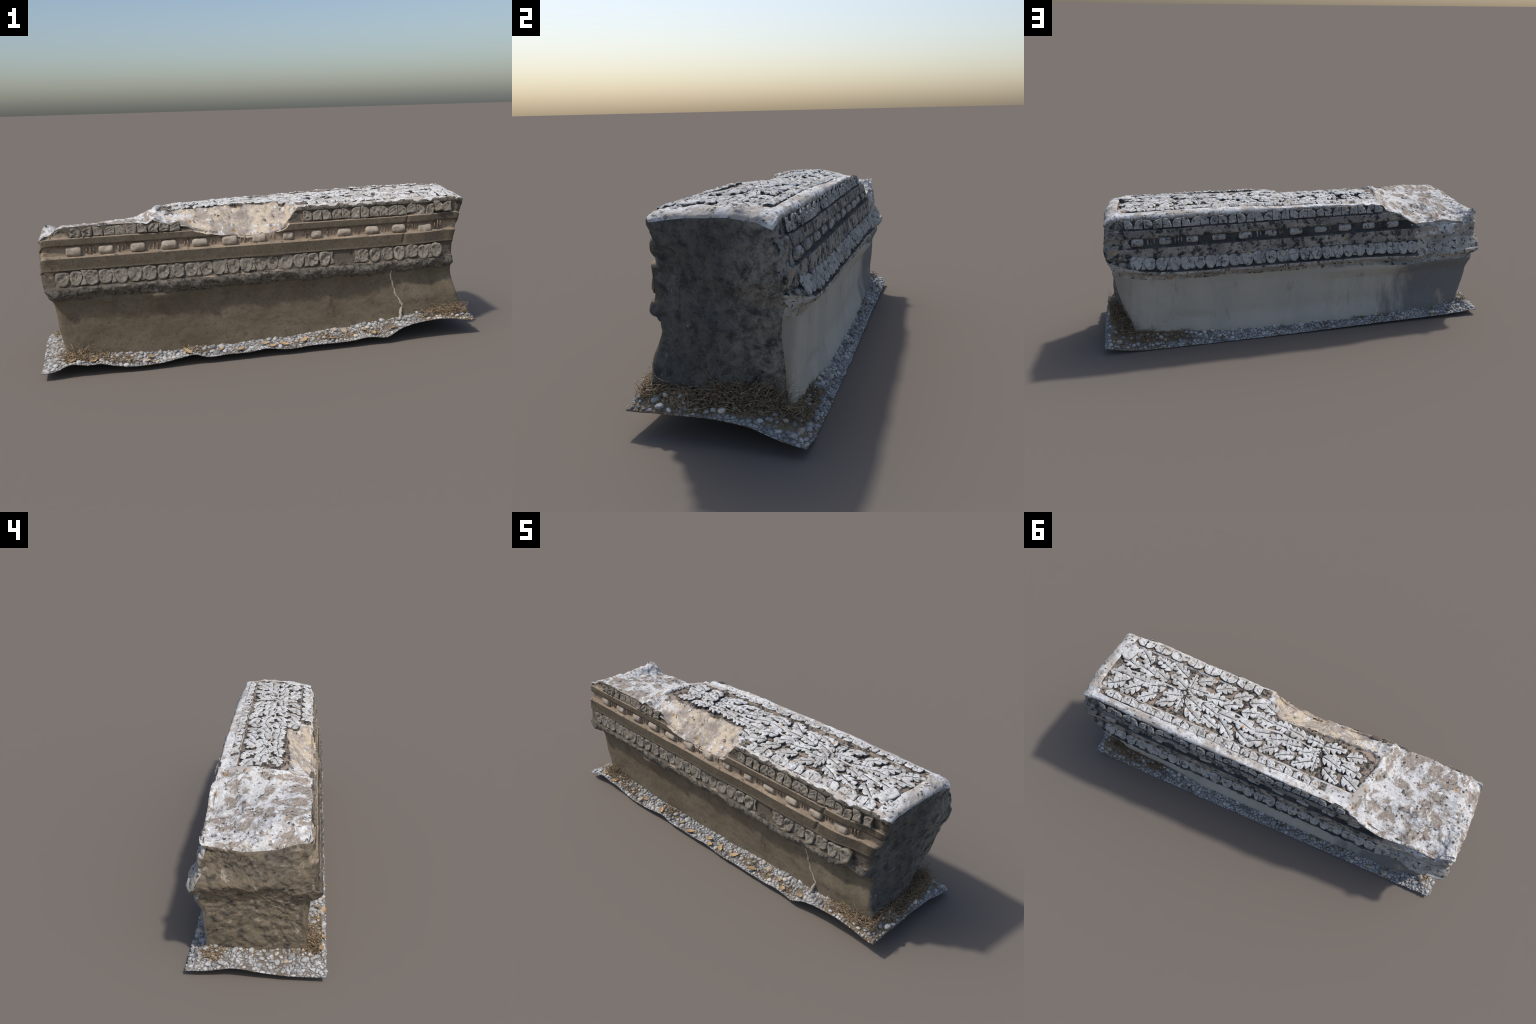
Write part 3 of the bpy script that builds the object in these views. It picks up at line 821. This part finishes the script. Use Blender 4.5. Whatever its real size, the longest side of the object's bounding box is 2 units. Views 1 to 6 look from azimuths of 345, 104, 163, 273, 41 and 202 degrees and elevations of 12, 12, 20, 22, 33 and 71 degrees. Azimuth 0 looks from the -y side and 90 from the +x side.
for k in range(NRG+1):
    s = k/NRG
    p = outer*(1-s) + inner*s
    p[:, 2] = outer[:, 2]*(1-blend(s)) + inner[:, 2]*blend(s)
    p[:, 2] += .007*fbm(p*[1, 1, 0], 22, 3, 9)*sstep(0, .15, s) + .0035
    p[:, :2] += (.003*np.stack([vnoise(p, 25, 4), vnoise(p, 25, 5)], -1))*(1 if 0 < k else .4)
    sheet.append(p)
sheet = np.array(sheet); sheet[..., 2] = np.maximum(sheet[..., 2], .0035)
under = sheet.copy(); under[..., 2] -= .0035
gv = np.vstack([sheet.reshape(-1, 3), under.reshape(-1, 3)]); off = (NRG+1)*NP; gf = []
for k in range(NRG):
    for j in range(NP):
        a, b = k*NP+j, k*NP+(j+1) % NP
        gf.append((a, b, b+NP, a+NP)); gf.append((a+off+NP, b+off+NP, b+off, a+off))
for j in range(NP):
    a, b = j, (j+1) % NP; gf.append((a+off, b+off, b, a))
    a, b = NRG*NP+j, NRG*NP+(j+1) % NP; gf.append((a, b, b+off, a+off))

def gravel_mat():
    m, nt, b = node_mat('gravel_soil'); g = G(nt)
    pos = g.n('ShaderNodeNewGeometry').outputs['Position']
    vo = g.n('ShaderNodeTexVoronoi', feature='DISTANCE_TO_EDGE'); vo.inputs['Scale'].default_value = 58; g.l(pos, vo.inputs['Vector'])
    vc = g.n('ShaderNodeTexVoronoi'); vc.inputs['Scale'].default_value = 58; g.l(pos, vc.inputs['Vector'])
    pick = g.n('ShaderNodeSeparateColor'); g.l(vc.outputs['Color'], pick.inputs[0])
    stone_c = g.mix(pick.outputs[0], (.28, .28, .285), (.58, .58, .58))
    soil = g.mix(g.noise(pos, 40, 6, .7), (.10, .085, .07), (.26, .21, .16))
    col = g.mix(g.ramp(vo.outputs[0], .04, .12), soil, stone_c)
    col = g.mix(g.ramp(g.noise(pos, 11, 5, .6), .52, .62), col, soil)
    sx = g.n('ShaderNodeSeparateXYZ'); g.l(pos, sx.inputs[0])
    e = g.math('ADD', sx.outputs[0], g.math('MULTIPLY', g.math('SUBTRACT', g.noise(pos, 16, 5, .6), .5), .12))
    e2 = g.math('ADD', sx.outputs[0], g.math('ABSOLUTE', g.math('MULTIPLY', sx.outputs[1], 0.0), 0.0))
    inner = g.math('MULTIPLY', g.ramp(e, .62, .72), g.ramp(e2, .975, .955))
    dead = g.mix(g.noise(pos, 60, 6, .7), (.09, .065, .04), (.30, .22, .13))
    col = g.mix(g.math('MULTIPLY', inner, .8), col, dead)
    g.l(col, b.inputs['Base Color'])
    bp = g.n('ShaderNodeBump'); bp.inputs['Strength'].default_value = .6; bp.inputs['Distance'].default_value = .006
    g.l(g.ramp(vo.outputs[0], 0, .25), bp.inputs['Height']); g.l(bp.outputs[0], b.inputs['Normal'])
    return m
patch = mesh_object('gravel_patch', gv, gf, [gravel_mat()], None, root)

def simple_mat(name, c1, c2, rough=.9, scale=60):
    m, nt, b = node_mat(name); g = G(nt)
    oi = g.n('ShaderNodeObjectInfo').outputs['Random']
    pos = g.n('ShaderNodeNewGeometry').outputs['Position']
    col = g.mix(oi, c1, c2)
    sp = g.mix(g.ramp(g.noise(pos, scale, 5, .65), .5, .72), col, tuple(.6*c for c in c1))
    g.l(sp, b.inputs['Base Color']); b.inputs['Roughness'].default_value = rough
    return m
PEB = simple_mat('pebble_stone', (.21, .21, .212), (.56, .555, .54))
WARM = simple_mat('warm_pebble', (.42, .34, .26), (.66, .60, .52))
def pebble_mesh(seed):
    r = random.Random(seed); import bmesh
    bm = bmesh.new(); bmesh.ops.create_icosphere(bm, subdivisions=2, radius=1)
    V = np.array([v.co[:] for v in bm.verts])
    n = .35*vnoise(V + seed*7, 1.1, seed) + .16*vnoise(V + seed, 2.6, seed+1)
    V = V*(1+n[:, None])*[1, r.uniform(.62, .85), r.uniform(.45, .62)]
    for v, c in zip(bm.verts, V): v.co = c
    me = bpy.data.meshes.new('pebble'); bm.to_mesh(me); bm.free()
    me.polygons.foreach_set('use_smooth', [True]*len(me.polygons)); me.materials.append(PEB)
    return me
peb = [pebble_mesh(k) for k in range(8)]
pebw = []
for m in peb[:3]:
    c = m.copy(); c.materials.clear(); c.materials.append(WARM); pebw.append(c)

def patch_point(j, s):
    k = min(s*NRG, NRG-.001); i = int(k); t = k-i; j = int(j) % NP
    return sheet[i, j]*(1-t) + sheet[i+1, j]*t
def visible(p):          # not inside the block
    x, y = p[0], p[1]
    return y < -.185 - YAW_F*x - .004 or y > .205 - YAW_B*x + .004 or x < -.875 or x > .905
def grassy(p):
    x, y = p[0], p[1]
    g = 0
    if x > .88 and -.25 < y < .21 and x < .962: g = .93
    if x > .68 and y < -.15 and x < .92: g = .85
    if x > .60 and y > .15 and x < .92: g = .85*(y < .228)
    if -.88 < x < -.62 and y < 0: g = .5
    return g
r2 = random.Random(21)
spots = []
tries = 0
cells = {}
while len(spots) < 1500 and tries < 40000:
    tries += 1
    j = r2.randrange(NP); s = r2.random()**1.2*.95
    p = patch_point(j, s)
    if not visible(p) or r2.random() < grassy(p): continue
    if p[0] > .978 or p[0] < -.978 or abs(p[1]) > .28 and r2.random() < .5: continue
    size = r2.choice((.007, .009, .011, .013, .0155))*r2.uniform(.85, 1.2)
    key = (int(p[0]/.03), int(p[1]/.03)); ok = True
    for dx in (-1, 0, 1):
        for dy in (-1, 0, 1):
            for q, qs in cells.get((key[0]+dx, key[1]+dy), ()):
                if (q[0]-p[0])**2 + (q[1]-p[1])**2 < (.80*(qs+size))**2: ok = False
    if not ok: continue
    # keep stones inside the patch outline
    e = outer[j]; m_in = math.hypot(p[0]-e[0], p[1]-e[1])
    if m_in < size*.8: size = max(.0045, m_in)
    cells.setdefault(key, []).append((p, size)); spots.append((p, size))
spots.sort(key=lambda q: -q[1])
stuff_v, stuff_f = [], []
for i, (p, size) in enumerate(spots):
    warm = r2.random() < .10
    me = (pebw if warm else peb)[r2.randrange(3 if warm else 8)]
    rot = Euler((r2.uniform(-.35, .35), r2.uniform(-.35, .35), r2.uniform(0, 6.28))).to_matrix()
    M4 = Matrix.Translation(Vector(p) + Vector((0, 0, size*.08))) @ (rot @ Matrix.Diagonal((size, size, size))).to_4x4()
    if i < 280:
        o = bpy.data.objects.new('pebble', me); link(o); o.parent = patch; o.matrix_world = M4
    else:
        b0 = len(stuff_v)
        stuff_v += [tuple(M4 @ v.co) for v in me.vertices]
        stuff_f += [tuple(b0+q for q in f.vertices) for f in me.polygons]
small_m, snt, sb = node_mat('gravel_stone'); g = G(snt)
vc = g.n('ShaderNodeTexVoronoi'); vc.inputs['Scale'].default_value = 45; g.l(g.n('ShaderNodeNewGeometry').outputs['Position'], vc.inputs['Vector'])
pk = g.n('ShaderNodeSeparateColor'); g.l(vc.outputs['Color'], pk.inputs[0])
g.l(g.mix(pk.outputs[0], (.20, .20, .203), (.54, .535, .52)), sb.inputs['Base Color'])
gr = mesh_object('gravel', stuff_v, stuff_f, [small_m], None, patch); gr['kind'] = 'stuff'

# dry grass
def grass_mat(name, c1, c2):
    m, nt, b = node_mat(name); g = G(nt)
    pos = g.n('ShaderNodeNewGeometry').outputs['Position']
    g.l(g.mix(g.ramp(g.noise(pos, 130, 3, .6), .35, .65), c1, c2), b.inputs['Base Color']); b.inputs['Roughness'].default_value = .8
    return m
GRASS = grass_mat('dry_grass', (.13, .088, .055), (.46, .35, .225))
r3 = random.Random(5)
def tuft(cx, cy, rx, ry, count, length, rise=.6, press=None):
    v, f = [], []
    for _ in range(count):
        a = r3.uniform(0, 6.283); q = math.sqrt(r3.random())
        x, y = cx + rx*q*math.cos(a), cy + ry*q*math.sin(a)
        d2 = (sheet[..., 0]-x)**2 + (sheet[..., 1]-y)**2; i = np.unravel_index(np.argmin(d2), d2.shape)
        if d2[i] > .0015: continue
        z = sheet[i][2] - .004
        th = r3.uniform(0, 6.283) if press is None or r3.random() < .35 else press + r3.gauss(0, .8)
        L = length*r3.uniform(.5, 1.25); el = r3.uniform(.1, 1.1)*rise; w = r3.uniform(.0012, .0026)
        p = Vector((x, y, z)); ring = []
        n = 6; b0 = len(v); turn = r3.gauss(0, .35)
        for k in range(n):
            d = Vector((math.cos(th)*math.cos(el), math.sin(th)*math.cos(el), math.sin(el)))
            sd = Vector((-math.sin(th), math.cos(th), 0)); ww = w*(1 - .85*k/(n-1))
            up = sd.cross(d)
            for c in (sd*ww, -sd*ww*.5 + up*ww*.8, -sd*ww*.5 - up*ww*.8): v.append(tuple(p + c))
            p = p + d*(L/(n-1)); el -= r3.uniform(.05, .45); th += turn
            p.x = min(max(p.x, -.955), .955 - (.04 if p.y < -.1 else 0)); p.y = min(max(p.y, -.248 - .0273*p.x), .252 - .0205*p.x)
            d3 = (sheet[::2, ::3, 0]-p.x)**2 + (sheet[::2, ::3, 1]-p.y)**2; i3 = np.unravel_index(np.argmin(d3), d3.shape)
            p.z = max(p.z, sheet[::2, ::3][i3][2] + .002)
        for k in range(n-1):
            for j in range(3): a_, b_ = b0+k*3+j, b0+k*3+(j+1) % 3; f.append((a_, b_, b_+3, a_+3))
    o = mesh_object('dry_grass', v, f, [GRASS], None, patch); o['kind'] = 'stuff'
for t in ((-.845, -.200, .035, .03, 150, .085, 1.1, 1.7), (-.76, -.205, .055, .022, 120, .06, .8, 1.6), (-.655, -.212, .05, .02, 60, .05, .6), (-.36, -.215, .05, .022, 70, .05, .8, 1.6),
          (.22, -.240, .05, .018, 60, .045, .7), (.33, -.250, .04, .016, 50, .045, .7), (.46, -.258, .05, .016, 50, .04, .6),
          (.80, -.250, .09, .030, 420, .075, 1.0, 1.9), (.91, -.19, .03, .07, 240, .075, .9, 2.6),
          (.935, -.06, .022, .11, 380, .075, 1.0, 3.1), (.925, .06, .026, .08, 460, .085, 1.2, 3.1), (.90, .150, .035, .04, 260, .075, 1.1, -2.6),
          (.80, .205, .06, .018, 200, .060, 1.0, -1.5), (.66, .210, .07, .014, 150, .055, 1.0, -1.6), (-.45, .232, .03, .012, 60, .04, 1.0, -1.6), (-.31, .228, .03, .012, 40, .03, .7),
          (-.915, .19, .025, .04, 110, .045, .8, 0), (-.90, .02, .018, .12, 80, .03, .7, 0), (-.895, -.13, .025, .04, 60, .04, .7, 0)):
    tuft(*t[:4], int(t[4]*1.3), t[5]*1.25, *t[6:])

# fallen leaves and straw on the front strip
LITTER = grass_mat('dead_leaf', (.40, .25, .12), (.55, .40, .23))
def litter(seed):
    r = random.Random(seed); v, f = [], []; n = 8; L, W = r.uniform(.028, .05), r.uniform(.007, .012); c = r.uniform(.1, .35)
    for lay in (0, -.0012):
        for k in range(n+1):
            t = k/n; w = W*math.sin(math.pi*min(.97, max(.03, t)))**.8
            for s in (-1, 0, 1): v.append(((t-.5)*L, s*w/1, lay + c*L*(t-.5)**2*2 + abs(s)*W*.25))
    m = (n+1)*3
    for k in range(n):
        for s in (0, 1):
            a = k*3+s; f.append((a, a+3, a+4, a+1)); f.append((m+a+1, m+a+4, m+a+3, m+a))
        for s in (0, 2): a = k*3+s; q = (a, a+m, a+3+m, a+3); f.append(q if s == 0 else q[::-1])
    me = bpy.data.meshes.new('dead_leaf'); me.from_pydata(v, [], f); me.materials.append(LITTER); me.update(); return me
lm = [litter(k) for k in range(4)]
for x, dy in ((-.87, .02), (-.79, .018), (-.64, .03), (-.57, .012), (-.55, .035), (-.40, .014), (-.25, .03), (-.17, .015), (-.06, .03), (-.03, .012), (.03, .02), (.12, .03), (.25, .015), (.40, .03), (.44, .012), (.54, .02)):
    y = -.2655 - .0278*x + dy
    d2 = (sheet[..., 0]-x)**2 + (sheet[..., 1]-y)**2; i = np.unravel_index(np.argmin(d2), d2.shape)
    o = bpy.data.objects.new('dead_leaf', lm[r3.randrange(4)]); link(o); o.parent = patch
    o.matrix_world = Matrix.Translation(Vector(sheet[i]) + Vector((0, 0, .009))) @ Euler((r3.uniform(-.3, .3), r3.uniform(-.3, .3), r3.gauss(.1, .5))).to_matrix().to_4x4()
